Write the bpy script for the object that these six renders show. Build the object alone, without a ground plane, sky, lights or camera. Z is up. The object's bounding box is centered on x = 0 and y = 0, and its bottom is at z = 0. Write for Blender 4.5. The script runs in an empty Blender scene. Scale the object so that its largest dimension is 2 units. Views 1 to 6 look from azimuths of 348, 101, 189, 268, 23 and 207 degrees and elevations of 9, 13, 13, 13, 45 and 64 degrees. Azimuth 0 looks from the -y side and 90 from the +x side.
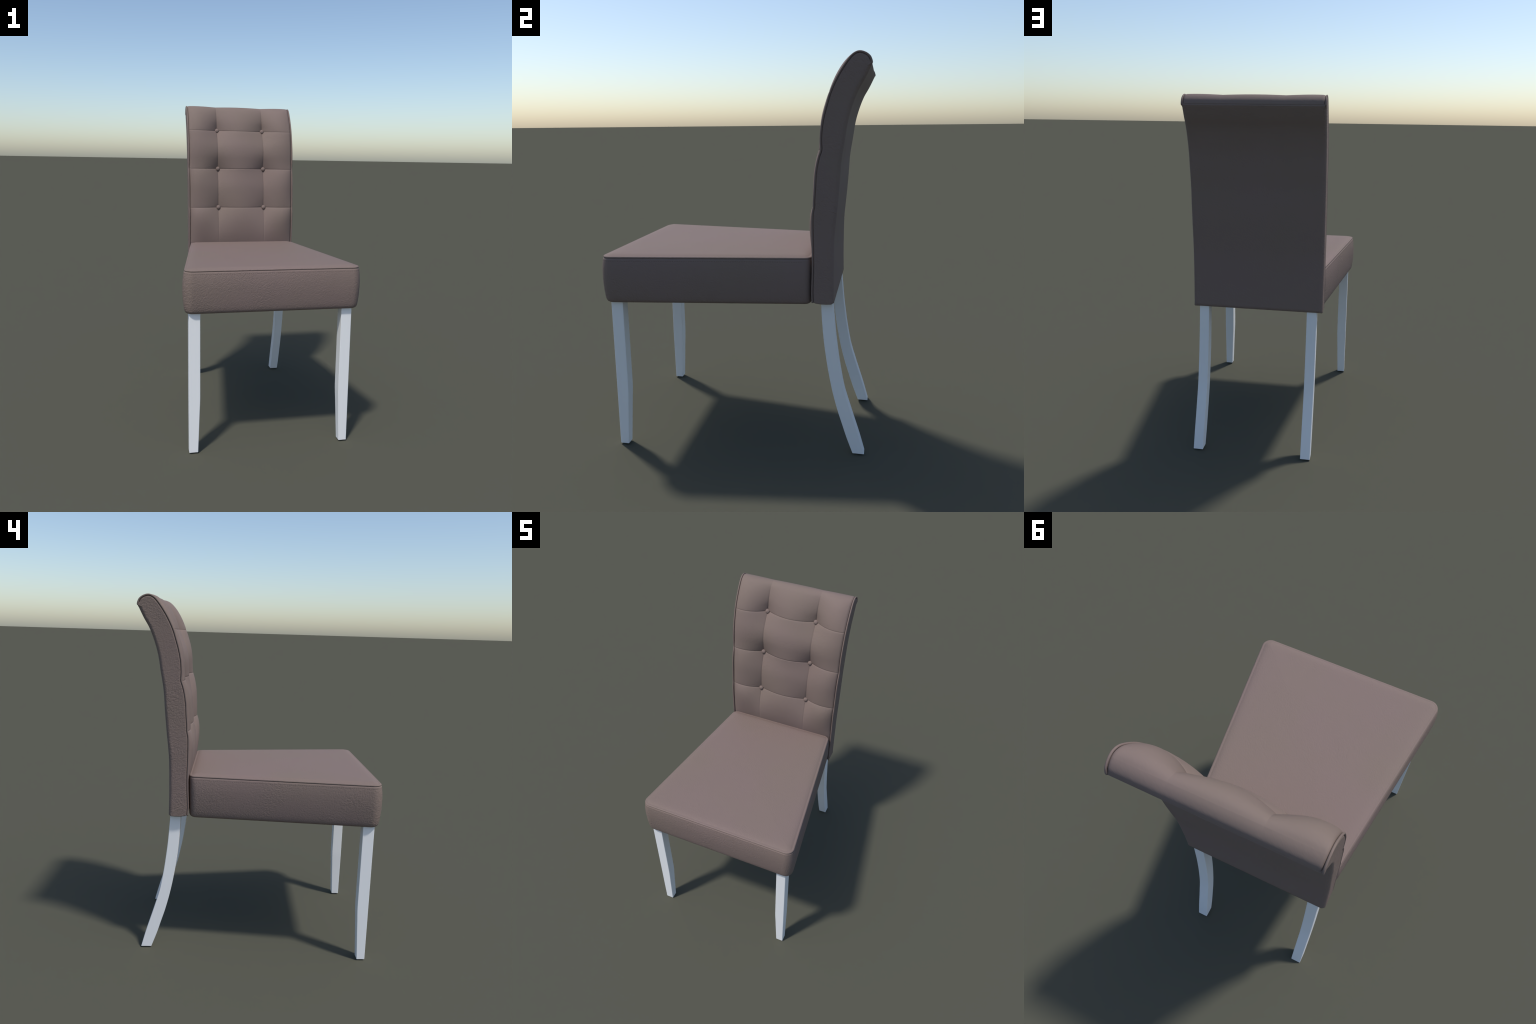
"""A high-backed upholstered dining chair: taupe leather seat and button-tufted
backrest with piping, on white painted legs (rear pair swept back)."""
import bpy, bmesh, math
import numpy as np
from mathutils import Vector

# ------------------------------------------------------------------ helpers
def new_mesh_object(name, verts, faces, material, parent=None, smooth=True):
    me = bpy.data.meshes.new(name)
    me.from_pydata([tuple(map(float, v)) for v in verts], [], faces)
    me.update()
    bm = bmesh.new(); bm.from_mesh(me)
    bmesh.ops.recalc_face_normals(bm, faces=bm.faces)
    bm.to_mesh(me); bm.free()
    me.polygons.foreach_set("use_smooth", [smooth] * len(me.polygons))
    me.materials.append(material)
    ob = bpy.data.objects.new(name, me)
    bpy.context.scene.collection.objects.link(ob)
    if parent: ob.parent = parent
    return ob

def grid_faces(nr, nc, wrap=False, base=0):
    f = []
    for i in range(nr - 1):
        for j in range(nc if wrap else nc - 1):
            k = (j + 1) % nc
            f.append((base + i*nc + j, base + i*nc + k, base + (i+1)*nc + k, base + (i+1)*nc + j))
    return f

def catmull(points, per=12):
    """Dense smooth curve through 2-D control points (centripetal spacing)."""
    P = np.array(points, float)
    t = np.concatenate([[0], np.cumsum(np.linalg.norm(np.diff(P, axis=0), axis=1) ** .5)])
    m = np.zeros_like(P)
    m[1:-1] = (P[2:] - P[:-2]) / (t[2:] - t[:-2])[:, None]
    m[0] = (P[1]-P[0])/(t[1]-t[0]); m[-1] = (P[-1]-P[-2])/(t[-1]-t[-2])
    out = []
    for i in range(len(P) - 1):
        h = t[i+1] - t[i]
        for k in range(per):
            u = k / per
            out.append((2*u**3-3*u*u+1)*P[i] + (u**3-2*u*u+u)*h*m[i] + (-2*u**3+3*u*u)*P[i+1] + (u**3-u*u)*h*m[i+1])
    out.append(P[-1])
    return np.array(out)

def resample(curve, n):
    s = np.concatenate([[0], np.cumsum(np.linalg.norm(np.diff(curve, axis=0), axis=1))])
    q = np.linspace(0, s[-1], n)
    return np.stack([np.interp(q, s, curve[:, k]) for k in range(curve.shape[1])], 1)

def normals2d(c):
    """Left-hand normals of a (y, z) curve."""
    d = np.gradient(c, axis=0)
    d /= np.linalg.norm(d, axis=1)[:, None]
    return np.stack([-d[:, 1], d[:, 0]], 1)

# ---------------------------------------------------------------- materials
def node(nt, kind, **kw):
    n = nt.nodes.new(kind)
    for k, v in kw.items():
        if k in n.inputs: n.inputs[k].default_value = v
        else: setattr(n, k, v)
    return n

def leather(name, base, wrinkle, grain_scale=1.0):
    """Matt taupe leatherette: soft tone patches, fine grain and short wandering wrinkles."""
    mat = bpy.data.materials.new(name); mat.use_nodes = True
    nt = mat.node_tree; L = nt.links.new
    bsdf = nt.nodes["Principled BSDF"]
    co = node(nt, "ShaderNodeTexCoord").outputs["Object"]
    # colour: slow drift between a mauve and a slightly olive taupe
    patch = node(nt, "ShaderNodeTexNoise", Scale=2.6, Detail=2.0, Roughness=.45)
    L(co, patch.inputs["Vector"])
    ramp = node(nt, "ShaderNodeValToRGB")
    ramp.color_ramp.elements[0].position, ramp.color_ramp.elements[1].position = .36, .68
    ramp.color_ramp.elements[0].color = (*base, 1)
    ramp.color_ramp.elements[1].color = (base[0]*.985, base[1]*1.015, base[2]*.96, 1)
    L(patch.outputs["Fac"], ramp.inputs["Fac"])
    L(ramp.outputs["Color"], bsdf.inputs["Base Color"])
    bsdf.inputs["Roughness"].default_value = .7
    bsdf.inputs["Specular IOR Level"].default_value = .12
    # wrinkles: stretched, warped noise; masked so that some areas stay calmer
    warp = node(nt, "ShaderNodeTexNoise", Scale=7.0, Detail=1.0)
    L(co, warp.inputs["Vector"])
    mixv = node(nt, "ShaderNodeVectorMath", operation="MULTIPLY_ADD")
    L(warp.outputs["Color"], mixv.inputs[0]); mixv.inputs[1].default_value = (.06, .06, .06); L(co, mixv.inputs[2])
    # the creases run diagonally: turn that direction onto x, then stretch the noise along it
    turn = node(nt, "ShaderNodeMapping")
    turn.inputs["Rotation"].default_value = Vector((1, -1, .75)).rotation_difference(Vector((1, 0, 0))).to_euler()
    L(mixv.outputs[0], turn.inputs["Vector"])
    mp = node(nt, "ShaderNodeMapping")
    mp.inputs["Scale"].default_value = (34*grain_scale, 120*grain_scale, 120*grain_scale)
    L(turn.outputs[0], mp.inputs["Vector"])
    wr = node(nt, "ShaderNodeTexNoise", Scale=1.0, Detail=3.0, Roughness=.55)
    L(mp.outputs[0], wr.inputs["Vector"])
    fine = node(nt, "ShaderNodeTexNoise", Scale=260.0, Detail=2.0)
    L(co, fine.inputs["Vector"])
    calm = node(nt, "ShaderNodeTexNoise", Scale=5.0, Detail=1.0)
    L(co, calm.inputs["Vector"])
    calm_r = node(nt, "ShaderNodeMapRange"); calm_r.inputs[1].default_value = .35; calm_r.inputs[2].default_value = .65
    calm_r.inputs[3].default_value = .4; calm_r.inputs[4].default_value = 1.0
    L(calm.outputs["Fac"], calm_r.inputs[0])
    m1 = node(nt, "ShaderNodeMath", operation="MULTIPLY"); L(wr.outputs["Fac"], m1.inputs[0]); L(calm_r.outputs[0], m1.inputs[1])
    m2 = node(nt, "ShaderNodeMath", operation="MULTIPLY_ADD"); L(fine.outputs["Fac"], m2.inputs[0]); m2.inputs[1].default_value = .12
    L(m1.outputs[0], m2.inputs[2])
    bump = node(nt, "ShaderNodeBump"); 
    # cushioned tops are stretched smooth, upright faces are more creased
    geo = node(nt, "ShaderNodeNewGeometry"); sep = node(nt, "ShaderNodeSeparateXYZ"); L(geo.outputs["Normal"], sep.inputs[0])
    up = node(nt, "ShaderNodeMapRange"); L(sep.outputs["Z"], up.inputs[0])
    up.inputs[1].default_value = .3; up.inputs[2].default_value = .95
    up.inputs[3].default_value = wrinkle; up.inputs[4].default_value = wrinkle * .45
    L(up.outputs[0], bump.inputs["Strength"])
    bump.inputs["Distance"].default_value = .006
    L(m2.outputs[0], bump.inputs["Height"]); L(bump.outputs[0], bsdf.inputs["Normal"])
    return mat

def painted_wood(name):
    """White satin paint with a barely visible brush grain along the leg."""
    mat = bpy.data.materials.new(name); mat.use_nodes = True
    nt = mat.node_tree; L = nt.links.new
    bsdf = nt.nodes["Principled BSDF"]
    co = node(nt, "ShaderNodeTexCoord").outputs["Object"]
    mp = node(nt, "ShaderNodeMapping"); mp.inputs["Scale"].default_value = (60, 60, 2.5); L(co, mp.inputs["Vector"])
    n = node(nt, "ShaderNodeTexNoise", Scale=1.0, Detail=3.0); L(mp.outputs[0], n.inputs["Vector"])
    ramp = node(nt, "ShaderNodeValToRGB")
    ramp.color_ramp.elements[0].color = (*[c*.97 for c in PAINT], 1)
    ramp.color_ramp.elements[1].color = (*PAINT, 1)
    L(n.outputs["Fac"], ramp.inputs["Fac"]); L(ramp.outputs["Color"], bsdf.inputs["Base Color"])
    bsdf.inputs["Roughness"].default_value = .5
    bsdf.inputs["Specular IOR Level"].default_value = .3
    return mat

TAUPE = (.2045, .1510, .1360)
PAINT = (.83, .83, .83)
mat_back = leather("back_leather", TAUPE, .35)
mat_side = leather("panel_leather", TAUPE, .66, 1.15)
mat_seat = leather("seat_leather", TAUPE, .50, 1.25)
mat_pad = leather("pad_leather", TAUPE, .16)
mat_trim = leather("trim_leather", tuple(c*.97 for c in TAUPE), .1)
mat_thread = leather("thread", tuple(c*.75 for c in TAUPE), .0)
mat_paint = painted_wood("white_paint")

chair = bpy.data.objects.new("dining_chair", None)
bpy.context.scene.collection.objects.link(chair)
chair["label"] = "taupe leather dining chair with button-tufted back and white legs"
chair["category"] = "dining chair"

# ------------------------------------------------------- backrest side profile
# (y, z) of the seam between side panel and piping, bottom front -> over the top
FRONT = [(.399, .823), (.3965, .875), (.3985, .97), (.3985, 1.05), (.396, 1.13), (.3942, 1.20), (.3942, 1.25),
         (.3975, 1.28), (.4008, 1.297), (.4012, 1.325), (.4045, 1.385), (.4078, 1.45), (.4143, 1.497), (.4225, 1.533),
         (.4305, 1.557), (.4325, 1.572), (.4303, 1.61), (.4335, 1.667), (.443, 1.72), (.4570, 1.773), (.4730, 1.825),
         (.4980, 1.88), (.5245, 1.925), (.5515, 1.9625), (.570, 1.981), (.592, 1.990), (.616, 1.9845), (.6345, 1.971), (.6415, 1.9575), (.6440, 1.9485)]
# the same line without the two notches: base of the tufted pad
BASE = [(.399, .823), (.3965, .875), (.3985, .97), (.3985, 1.05), (.396, 1.13), (.3942, 1.20), (.3950, 1.25),
        (.3978, 1.297), (.4045, 1.385), (.4095, 1.45), (.4175, 1.51), (.4255, 1.567), (.4300, 1.61),
        (.4345, 1.667), (.443, 1.72), (.4570, 1.773), (.4730, 1.825),
        (.4980, 1.88), (.5245, 1.925), (.5515, 1.9625), (.570, 1.981), (.592, 1.990), (.616, 1.9845), (.6345, 1.971), (.6415, 1.9575), (.6440, 1.9485)]
REAR = [(.6505, 1.9440), (.6445, 1.9285), (.621, 1.880), (.5935, 1.831), (.5700, 1.770), (.5500, 1.697), (.5370, 1.61),
        (.5225, 1.51), (.5160, 1.40), (.5080, 1.29), (.5000, 1.20), (.4955, 1.13), (.4950, 1.00), (.4958, .92), (.4985, .823)]
HALF = .3733            # half width across the side panels
PAD_HALF = .3648        # half width of the tufted pad between the pipings

front = catmull(FRONT, 10)
rear = catmull(REAR, 6)
bottom = np.array([(.485, .8175), (.460, .816), (.430, .8165), (.410, .819)])
cover_front = catmull(FRONT[:-1] + [(.6452, 1.9550)], 10)            # runs straight into the back panel
outline = np.concatenate([cover_front, rear, bottom])                     # closed loop, clockwise seen from +x
nf, nr = len(front), len(rear)
radius = np.concatenate([np.full(nf, .0065), np.full(nr, .021), np.full(len(bottom), .006)])
radius[nf-6:nf] = .004; radius[nf:nf+2] = .005; radius[nf+2:nf+6] = [.008, .0105, .013, .017]
nxt, prv = np.roll(outline, -1, 0), np.roll(outline, 1, 0)
tan = nxt - prv; tan /= np.linalg.norm(tan, axis=1)[:, None]
inward = np.stack([tan[:, 1], -tan[:, 0]], 1)

def loft_cover():
    verts, n = [], len(outline)
    steps = 6
    # behind the cushion the front is hollowed out, so that the buttons can pull the leather deep into it
    hollow = np.zeros(n)
    z = outline[:, 1]
    ramp = lambda a, b: np.clip((z - a) / (b - a), 0, 1)
    hollow[:nf] = (.055 * ramp(.97, 1.10) * (1 - ramp(1.90, 1.984)))[:nf]
    hollow[int(np.argmax(outline[:, 1])):] = 0
    inner = [(-1, 2.0), (-1, 3.0), (1, 3.0), (1, 2.0)]
    rings = [(-1, k/steps) for k in range(steps+1)] + inner + [(1, 1 - k/steps) for k in range(steps+1)]
    for side, q in rings:
        if q > 1:
            p = outline + inward * (hollow * (q - 2))[:, None]
            verts += [(side * (HALF - max(radius[i], .0150) - (.0006 if q < 3 else .0066)), p[i, 0], p[i, 1]) for i in range(n)]
            continue
        a = q * math.pi / 2
        off = radius * (1 - math.sin(a)); dx = radius * (1 - math.cos(a))
        p = outline + inward * off[:, None]
        for i in range(n):
            verts.append((side * (HALF - dx[i]) if q < 1 else side * (HALF - radius[i]), p[i, 0], p[i, 1]))
    faces = grid_faces(len(rings), n, wrap=True)
    faces.append(tuple(range(n)))
    last = (len(rings)-1) * n
    faces.append(tuple(range(last, last + n)))
    return verts, faces

verts, faces = loft_cover()
# shade: caps and the long spans must stay flat -> weighted normals
cover = new_mesh_object("backrest_cover", verts, faces, mat_side, chair)
cover.data.materials.append(mat_back)
for p in cover.data.polygons:
    if len(p.vertices) == 4 and abs(p.normal.x) < .3: p.material_index = 1
w = cover.modifiers.new("weighted", "WEIGHTED_NORMAL"); w.weight = 60

# ------------------------------------------------------------- tufted pad
base = catmull(BASE, 40)
bs = np.concatenate([[0], np.cumsum(np.linalg.norm(np.diff(base, axis=0), axis=1))])
top_i = int(np.argmax(base[:, 1]))
def s_at_z(z):
    return float(np.interp(z, base[:top_i+1, 1], bs[:top_i+1]))
S_TOP, S_END = float(bs[top_i]), float(bs[-1])
ROWS = [s_at_z(.985), s_at_z(1.294), s_at_z(1.5635), s_at_z(1.827), S_TOP + .012]
COLS = [-PAD_HALF, -.163, .163, PAD_HALF]

# heights of the pad above its base line at the nodes, and how much the seams rise between nodes
EDGE_H = [.005, .003, .006, .0085, .0088]            # at x = +-PAD_HALF
KNOT_H = [.005, -.0195, -.032, -.041, .0068]         # where the buttons pull the leather in
H_RISE_SIDE = [.000, .0145, .0120, .0140, .0006]      # horizontal seams, side panels
H_RISE_MID = [.000, .0305, .0420, .0430, .0024]       # horizontal seams, middle panel
V_RISE = [.0240, .0170, .0310, .0060]                 # vertical seams
FULL_SIDE = [.0360, .0300, .0250, .0310]              # plateau height of each panel, bottom row first
FULL_MID = [.0350, .0290, .0250, .0290]
FALL_LOW = [2.0, 2.1, 1.9, 2.1]                       # how quickly a panel rises from its lower seam
FALL_HIGH = [7.0, 7.0, 7.0]                           # ... and drops to its upper seam

RELIEF = 1.35

def hump(t, p=.85):
    return np.sin(np.pi * np.clip(t, 0, 1)) ** p

def pad_height(x, s):
    """Height above the base line; x and s are equal-shaped arrays."""
    h = np.zeros_like(x)
    ax = np.abs(x)
    mid = ax <= COLS[2]
    u = np.where(mid, (x - COLS[1]) / (COLS[2]-COLS[1]), (ax - COLS[2]) / (COLS[3]-COLS[2]))
    u = np.clip(u, 0, 1)
    for r in range(4):
        m = (s >= ROWS[r]) & (s <= ROWS[r+1]) if r == 3 else (s >= ROWS[r]) & (s < ROWS[r+1])
        v = np.clip((s - ROWS[r]) / (ROWS[r+1]-ROWS[r]), 0, 1)
        def hseam(k):
            side = KNOT_H[k] + (EDGE_H[k]-KNOT_H[k]) * (1-(1-u)**2.0) + H_RISE_SIDE[k] * hump(u)
            return np.where(mid, KNOT_H[k] + H_RISE_MID[k] * hump(u), side)
        def vseam():
            return KNOT_H[r] + (KNOT_H[r+1]-KNOT_H[r]) * v + V_RISE[r] * hump(v, .9)
        def vedge():
            return EDGE_H[r] + (EDGE_H[r+1]-EDGE_H[r]) * v
        h0, h1 = hseam(r), hseam(r+1)
        e0 = vseam(); e1 = np.where(mid, e0, vedge())
        c00, c01 = KNOT_H[r], KNOT_H[r+1]
        c10 = np.where(mid, c00, EDGE_H[r]); c11 = np.where(mid, c01, EDGE_H[r+1])
        full = np.where(mid, FULL_MID[r], FULL_SIDE[r])
        a0, a1 = (1-v)**FALL_LOW[r], v**FALL_HIGH[r] if r < 3 else 1 - (1 - v**5)**2
        b0, b1 = (1-u)**2.3, np.where(mid, u**2.3, u**5)
        coons = full + a0*(h0-full) + a1*(h1-full) + b0*(e0-full) + b1*(e1-full) \
            - (a0*b0*(c00-full) + a1*b0*(c01-full) + a0*b1*(c10-full) + a1*b1*(c11-full))
        h = np.where(m, coons, h)
    # below the tufting: flat; above the crown: thin cover rolling to the rear seam
    low = s < ROWS[0]
    h = np.where(low, .005, h)
    hi = s > ROWS[4]
    q = np.clip((s - ROWS[4]) / (S_END - ROWS[4]), 0, 1)
    crown = np.where(mid, KNOT_H[4] + H_RISE_MID[4]*hump(u), KNOT_H[4] + (EDGE_H[4]-KNOT_H[4])*(1-(1-u)**2) + H_RISE_SIDE[4]*hump(u))
    h = np.where(hi, crown*(1-q) + .0056*q, h)
    # sewn lines: a narrow tuck
    inside = (s > ROWS[0]) & (s < ROWS[4])
    fade = np.clip((ROWS[4] - .05 - s) / .06, 0, 1) * np.clip((s - ROWS[0]) / .1, 0, 1)
    for k in (1, 2, 3):
        h = h - .0010 * np.exp(-((s - ROWS[k]) / .0030) ** 2)
    h = h - np.where(inside, .0008 * fade * np.exp(-((ax - COLS[2]) / .0030) ** 2), 0)
    # rolled side edge next to the piping
    d = np.clip((PAD_HALF - ax) / .014, 0, 1)
    h = h - .0065 * (1 - np.sqrt(1 - (1-d)**2))
    return h

def graded(breaks, n):
    """Sample positions that crowd towards every break."""
    out = []
    for a, b, k in zip(breaks[:-1], breaks[1:], n):
        t = np.linspace(0, 1, k, endpoint=False)
        t = t - .75 * np.sin(2*np.pi*t) / (2*np.pi)
        out.append(a + (b-a)*t)
    return np.concatenate(out + [[breaks[-1]]])

xs = graded(COLS, [44, 64, 44])
ss = graded([0.0] + ROWS + [S_END], [14, 56, 56, 56, 56, 26])
XX, SS = np.meshgrid(xs, ss)
HH = pad_height(XX, SS)
bn = -normals2d(base) if normals2d(base)[0, 0] > 0 else normals2d(base)
# outward means towards -y on the front
def base_point(s):
    return np.stack([np.interp(s, bs, base[:, k]) for k in (0, 1)], -1), np.stack([np.interp(s, bs, bn[:, k]) for k in (0, 1)], -1)
P, N = base_point(SS)
# the tufting is drawn straight back into the frame; only the roll over the crown swells along its normal
w = np.clip((SS - ROWS[3] - .02) / .10, 0, 1)[..., None]; w = w*w*(3-2*w)
D = N * w + np.array([-1.0, 0]) * (1 - w)
D /= (D * N).sum(-1, keepdims=True)
YZ = P + D * HH[..., None]
pv = np.stack([XX, YZ[..., 0], YZ[..., 1]], -1)
# tuck the border down into the cover so that the pad is a closed-in cushion
def tuck(row_s, row_x, depth):
    p, n = base_point(row_s)
    q = p - n * depth
    return np.stack([row_x, q[..., 0], q[..., 1]], -1)
nrow, ncol = XX.shape
left = tuck(ss, np.full(nrow, -PAD_HALF + .001), .012)
right = tuck(ss, np.full(nrow, PAD_HALF - .001), .012)
body = np.concatenate([left[:, None], pv, right[:, None]], 1)
fullx = np.concatenate([[-PAD_HALF + .001], xs, [PAD_HALF - .001]])
end = tuck(np.full(ncol+2, S_END), fullx, .006); end[:, 2] += .003
start = tuck(np.zeros(ncol+2), fullx, .012); start[:, 2] += .004
body = np.concatenate([start[None], body, end[None]], 0)
pad = new_mesh_object("tufted_pad", body.reshape(-1, 3), grid_faces(body.shape[0], body.shape[1]), mat_pad, chair)
# soft upholstery reads rounder than its relief: shade with the normals of a deeper tufting
deep = P + D * (HH * RELIEF)[..., None]
deep = np.stack([XX, deep[..., 0], deep[..., 1]], -1)
nn = np.cross(np.gradient(deep, axis=1), np.gradient(deep, axis=0))
nn /= np.linalg.norm(nn, axis=-1, keepdims=True)
if nn[nrow//2, ncol//2, 1] > 0: nn = -nn
full_n = np.zeros(body.shape)
full_n[1:-1, 1:-1] = nn
full_n[1:-1, 0] = nn[:, 0]; full_n[1:-1, -1] = nn[:, -1]
full_n[0] = full_n[1]; full_n[-1] = full_n[-2]
pad.data.normals_split_custom_set_from_vertices([tuple(v) for v in full_n.reshape(-1, 3)])

# ------------------------------------------------------------------ piping
def tube(name, path, r, material, parent, sides=12):
    path = np.asarray(path, float)
    d = np.gradient(path, axis=0); d /= np.linalg.norm(d, axis=1)[:, None]
    ref = np.array([1.0, 0, 0]); verts = []
    for p, t in zip(path, d):
        a = ref - t * (ref @ t); a /= np.linalg.norm(a); b = np.cross(t, a)
        verts += [p + r*(math.cos(2*math.pi*k/sides)*a + math.sin(2*math.pi*k/sides)*b) for k in range(sides)]
    faces = grid_faces(len(path), sides, wrap=True)
    faces += [tuple(range(sides)), tuple(range((len(path)-1)*sides, len(path)*sides))]
    return new_mesh_object(name, verts, faces, material, parent)

dense = resample(front, 220)
fn = normals2d(dense)
if fn[0, 0] > 0: fn = -fn
# smooth the normal a little so that the notches do not pinch the cord
for _ in range(3):
    fn[1:-1] = (fn[:-2] + fn[1:-1]*2 + fn[2:]) / 4
fn /= np.linalg.norm(fn, axis=1)[:, None]
cord = dense + fn * .0056
cord = np.concatenate([cord, [cord[-1] + (cord[-1]-cord[-4])*.3 - fn[-1]*.0035]])
for side in (-1, 1):
    tube("piping", np.stack([np.full(len(cord), side*.3694), cord[:, 0], cord[:, 1]], 1), .0045, mat_trim, chair)

# ----------------------------------------------------------------- buttons
def button_mesh():
    bm = bmesh.new()
    bmesh.ops.create_uvsphere(bm, u_segments=28, v_segments=18, radius=1)
    for v in bm.verts:
        v.co.x *= .0152; v.co.y *= .0152; v.co.z *= .0118 if v.co.z > 0 else .010
    me = bpy.data.meshes.new("button"); bm.to_mesh(me); bm.free()
    me.polygons.foreach_set("use_smooth", [True]*len(me.polygons)); me.materials.append(mat_trim)
    return me
bmesh_button = button_mesh()
for z, y in ((1.8275, .5110), (1.563, .4505), (1.2945, .4110)):
    _, n = base_point(np.array(s_at_z(z)))
    for x in (-.163, .163):
        ob = bpy.data.objects.new("button", bmesh_button)
        bpy.context.scene.collection.objects.link(ob); ob.parent = chair
        ob.location = (x, y, z)
        ob.rotation_euler = Vector((0, n[0], n[1])).to_track_quat('Z', 'Y').to_euler()

# -------------------------------------------------------------------- seat
SEAT_FRONT, SEAT_REAR = -.6565, .3865
def seat_half(y): return .3598 + (SEAT_REAR - y) * .1335
def seat_outline(offset, r_front=.046, r_rear=.040, per_edge=40, per_corner=14):
    """Rounded trapezoid, grown by offset, counter-clockwise from above."""
    y0, y1 = SEAT_FRONT - offset, SEAT_REAR + min(offset, .002) * .4 + min(offset, 0) * .6
    k = math.sqrt(1 + .1335**2)
    w0, w1 = seat_half(y0) + offset*k, seat_half(y1) + offset*k
    corners = [(-w0, y0, r_front), (w0, y0, r_front), (w1, y1, r_rear), (-w1, y1, r_rear)]
    pts = []
    for i in range(4):
        c = np.array(corners[i][:2]); p = np.array(corners[i-1][:2]); n = np.array(corners[(i+1) % 4][:2])
        r = max(corners[i][2] + offset, .004)
        a, b = (p-c)/np.linalg.norm(p-c), (n-c)/np.linalg.norm(n-c)
        half = math.acos(np.clip(a @ b, -1, 1)) / 2
        t = r / math.tan(half)
        centre = c + (a+b)/np.linalg.norm(a+b) * r / math.sin(half)
        s, e = c + a*t - centre, c + b*t - centre
        ang0 = math.atan2(s[1], s[0]); sweep = math.pi - 2*half
        pts += [centre + r*np.array([math.cos(ang0+sweep*q), math.sin(ang0+sweep*q)]) for q in np.linspace(0, 1, per_corner)]
        nc = corners[(i+1) % 4]
        a2 = (np.array(corners[i][:2]) - n)/np.linalg.norm(c-n); b2 = (np.array(corners[(i+2) % 4][:2]) - n); b2 /= np.linalg.norm(b2)
        half2 = math.acos(np.clip(a2 @ b2, -1, 1))/2; t2 = max(nc[2]+offset, .004)/math.tan(half2)
        s0, e0 = c + b*t, n + a2*t2
        pts += [s0 + (e0-s0)*q for q in np.linspace(0, 1, per_edge+2)[1:-1]]
    return np.array(pts)

# (offset from the top seam line, z): bottom -> side -> seam -> rolled rim -> crown
SEAT_PROFILE = [(-.30, .8060), (-.10, .8060), (-.034, .8058), (-.022, .8063), (-.0135, .8085), (-.0065, .8130), (-.0020, .8195), (.0008, .828),
                (.0040, .848), (.0070, .875), (.0090, .905), (.0100, .935), (.0098, .965), (.0080, .995),
                (.0056, 1.012), (.0044, 1.0225), (.0034, 1.0262), (.0032, 1.0300), (.0020, 1.0345), (-.0006, 1.0377), (-.0036, 1.0390),
                (-.0005, 1.0405), (.0008, 1.0430), (-.0005, 1.0462), (-.0040, 1.0485), (-.0090, 1.0492), (-.0125, 1.0488),
                (-.0150, 1.0500), (-.022, 1.0525), (-.032, 1.0548), (-.045, 1.0562), (-.065, 1.0570), (-.10, 1.0578),
                (-.15, 1.0588), (-.20, 1.0596), (-.26, 1.0602), (-.32, 1.0606)]
rings = []
for off, z in SEAT_PROFILE:
    o = seat_outline(max(off, -.30) if off > -.05 else -.05)
    if off <= -.05:                          # shrink towards the middle for the flat inner rings
        c = np.array([0, -.135]); f = 1 + (off + .05) / .38
        o = c + (o - c) * f
    rings.append(np.column_stack([o, np.full(len(o), z)]))
n = len(rings[0])
faces = grid_faces(len(rings), n, wrap=True)
verts = np.concatenate(rings)
verts = np.concatenate([verts, [[0, -.135, .806], [0, -.135, 1.061]]])
lo, hi = len(verts)-2, len(verts)-1
faces += [(lo, (j+1) % n, j) for j in range(n)]
last = (len(rings)-1)*n
faces += [(hi, last+j, last+(j+1) % n) for j in range(n)]
seat = new_mesh_object("seat", verts, faces, mat_seat, chair)

# stitches: short thread beads just under the seam and along the rim
def stitches(offset, z, pitch, length, r):
    loop = seat_outline(offset)
    loop = resample(np.concatenate([loop, loop[:1]]), 3000)
    total = np.linalg.norm(np.diff(loop, axis=0), axis=1).sum()
    count = int(total / pitch); v, f = [], []
    for i in range(count):
        a = loop[int(i / count * 2999)]; b = loop[min(int((i + length/pitch) / count * 2999), 2999)]
        if a[1] > .34 and b[1] > .34: continue
        d = b - a; L = np.linalg.norm(d)
        if L < 1e-6: continue
        d /= L; nrm = np.array([d[1], -d[0]])
        k = len(v)
        for q, s in ((0, .35), (.25, 1), (.75, 1), (1, .35)):
            c = a + d*L*q
            for ang in range(6):
                an = ang*math.pi/3
                o = c + nrm*r*s*math.cos(an)
                v.append((o[0], o[1], z + r*s*math.sin(an)))
        f += grid_faces(4, 6, True, k) + [tuple(range(k, k+6)), tuple(range(k+18, k+24))]
    ob = new_mesh_object("stitching", v, f, mat_thread, chair)
    ob["kind"] = "stuff"
stitches(.0031, 1.0266, .0115, .0075, .0011)

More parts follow.
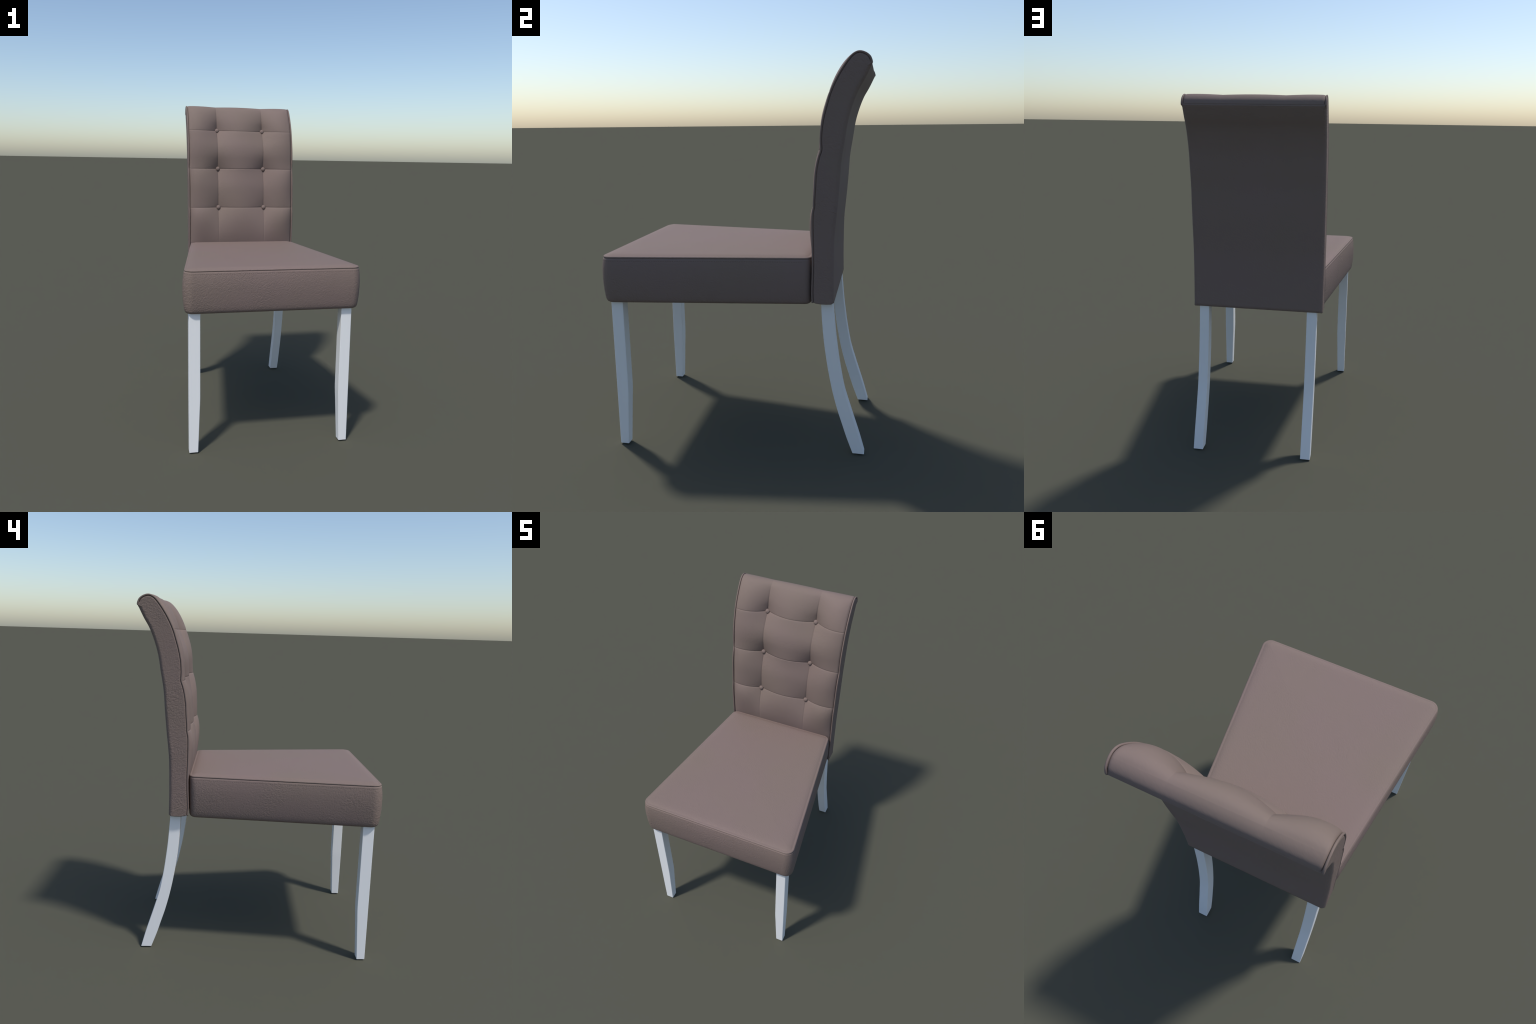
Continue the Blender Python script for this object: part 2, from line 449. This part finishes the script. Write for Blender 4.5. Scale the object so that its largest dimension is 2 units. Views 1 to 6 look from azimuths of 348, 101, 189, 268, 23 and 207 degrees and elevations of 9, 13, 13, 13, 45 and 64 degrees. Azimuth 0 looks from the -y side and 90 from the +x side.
# -------------------------------------------------------------------- legs
FOOT = .0058            # the wood stops just above the floor, with a small near-black disc filling the dark gap
mat_dark_disc = bpy.data.materials.new("near_black"); mat_dark_disc.use_nodes = True
_bsdf = mat_dark_disc.node_tree.nodes["Principled BSDF"]
_bsdf.inputs["Base Color"].default_value = (.02, .02, .021, 1); _bsdf.inputs["Roughness"].default_value = .6
def dark_disc(x, y, parent):
    v = []
    for z, r in ((0, .011), (.0015, .0125), (FOOT + .004, .0125)):
        v += [(x + r*math.cos(k*math.pi/12), y + r*math.sin(k*math.pi/12), z) for k in range(24)]
    new_mesh_object("dark_disc", v, grid_faces(3, 24, True) + [tuple(range(24)), tuple(range(48, 72))], mat_dark_disc, parent, smooth=False)

def leg(name, sections):
    """Square leg lofted through (z, x0, x1, y0, y1) with softened arrises."""
    c, verts = .0018, []
    for z, x0, x1, y0, y1 in sections:
        ring = [(x0+c, y0), (x1-c, y0), (x1, y0+c), (x1, y1-c), (x1-c, y1), (x0+c, y1), (x0, y1-c), (x0, y0+c)]
        verts += [(x, y, z) for x, y in ring]
    m = len(sections)
    faces = grid_faces(m, 8, wrap=True) + [tuple(range(8)), tuple(range((m-1)*8, m*8))]
    ob = new_mesh_object(name, verts, faces, mat_paint, chair)
    ob.data.set_sharp_from_angle(angle=math.radians(30))
    z, x0, x1, y0, y1 = sections[0]
    dark_disc((x0+x1)/2, (y0+y1)/2, ob)
    return ob

def front_leg(outer, inner, inner_foot):
    sections = []
    for z in (FOOT, .05, .10, .15, .20, .25, .285, .31, .335, .42, .55, .70, .815):
        t = max(0, 1 - z/.325)
        t = t if z < .285 else t * .8
        xi = inner + (inner_foot - inner) * t
        yr = -.5700 - .0165 * t
        sections.append((z, min(outer, xi), max(outer, xi), -.6325, yr))
    leg("front_leg", sections)
front_leg(-.4690, -.4077, -.4195)
front_leg(.4555, .3955, .4090)

LEG_FRONT = [(.0, .6083), (.09, .574), (.175, .5459), (.2445, .5233), (.34, .4975), (.443, .4758), (.512, .4638), (.58, .4537), (.648, .4455), (.725, .4386), (.80, .4337), (.90, .430)]
LEG_REAR = [(.0, .6672), (.097, .6387), (.181, .6112), (.25, .5887), (.355, .5563), (.447, .5372), (.516, .5253), (.584, .5155), (.651, .5068), (.728, .4992), (.80, .4923), (.90, .487)]
cf, cr = catmull(LEG_FRONT, 10), catmull(LEG_REAR, 10)
def rear_leg(x0, x1):
    zs = np.linspace(FOOT, .86, 44)
    leg("rear_leg", [(z, x0, x1, np.interp(z, cf[:, 0], cf[:, 1]), np.interp(z, cr[:, 0], cr[:, 1])) for z in zs])
rear_leg(.2845, .3390)
rear_leg(-.3395, -.2840)
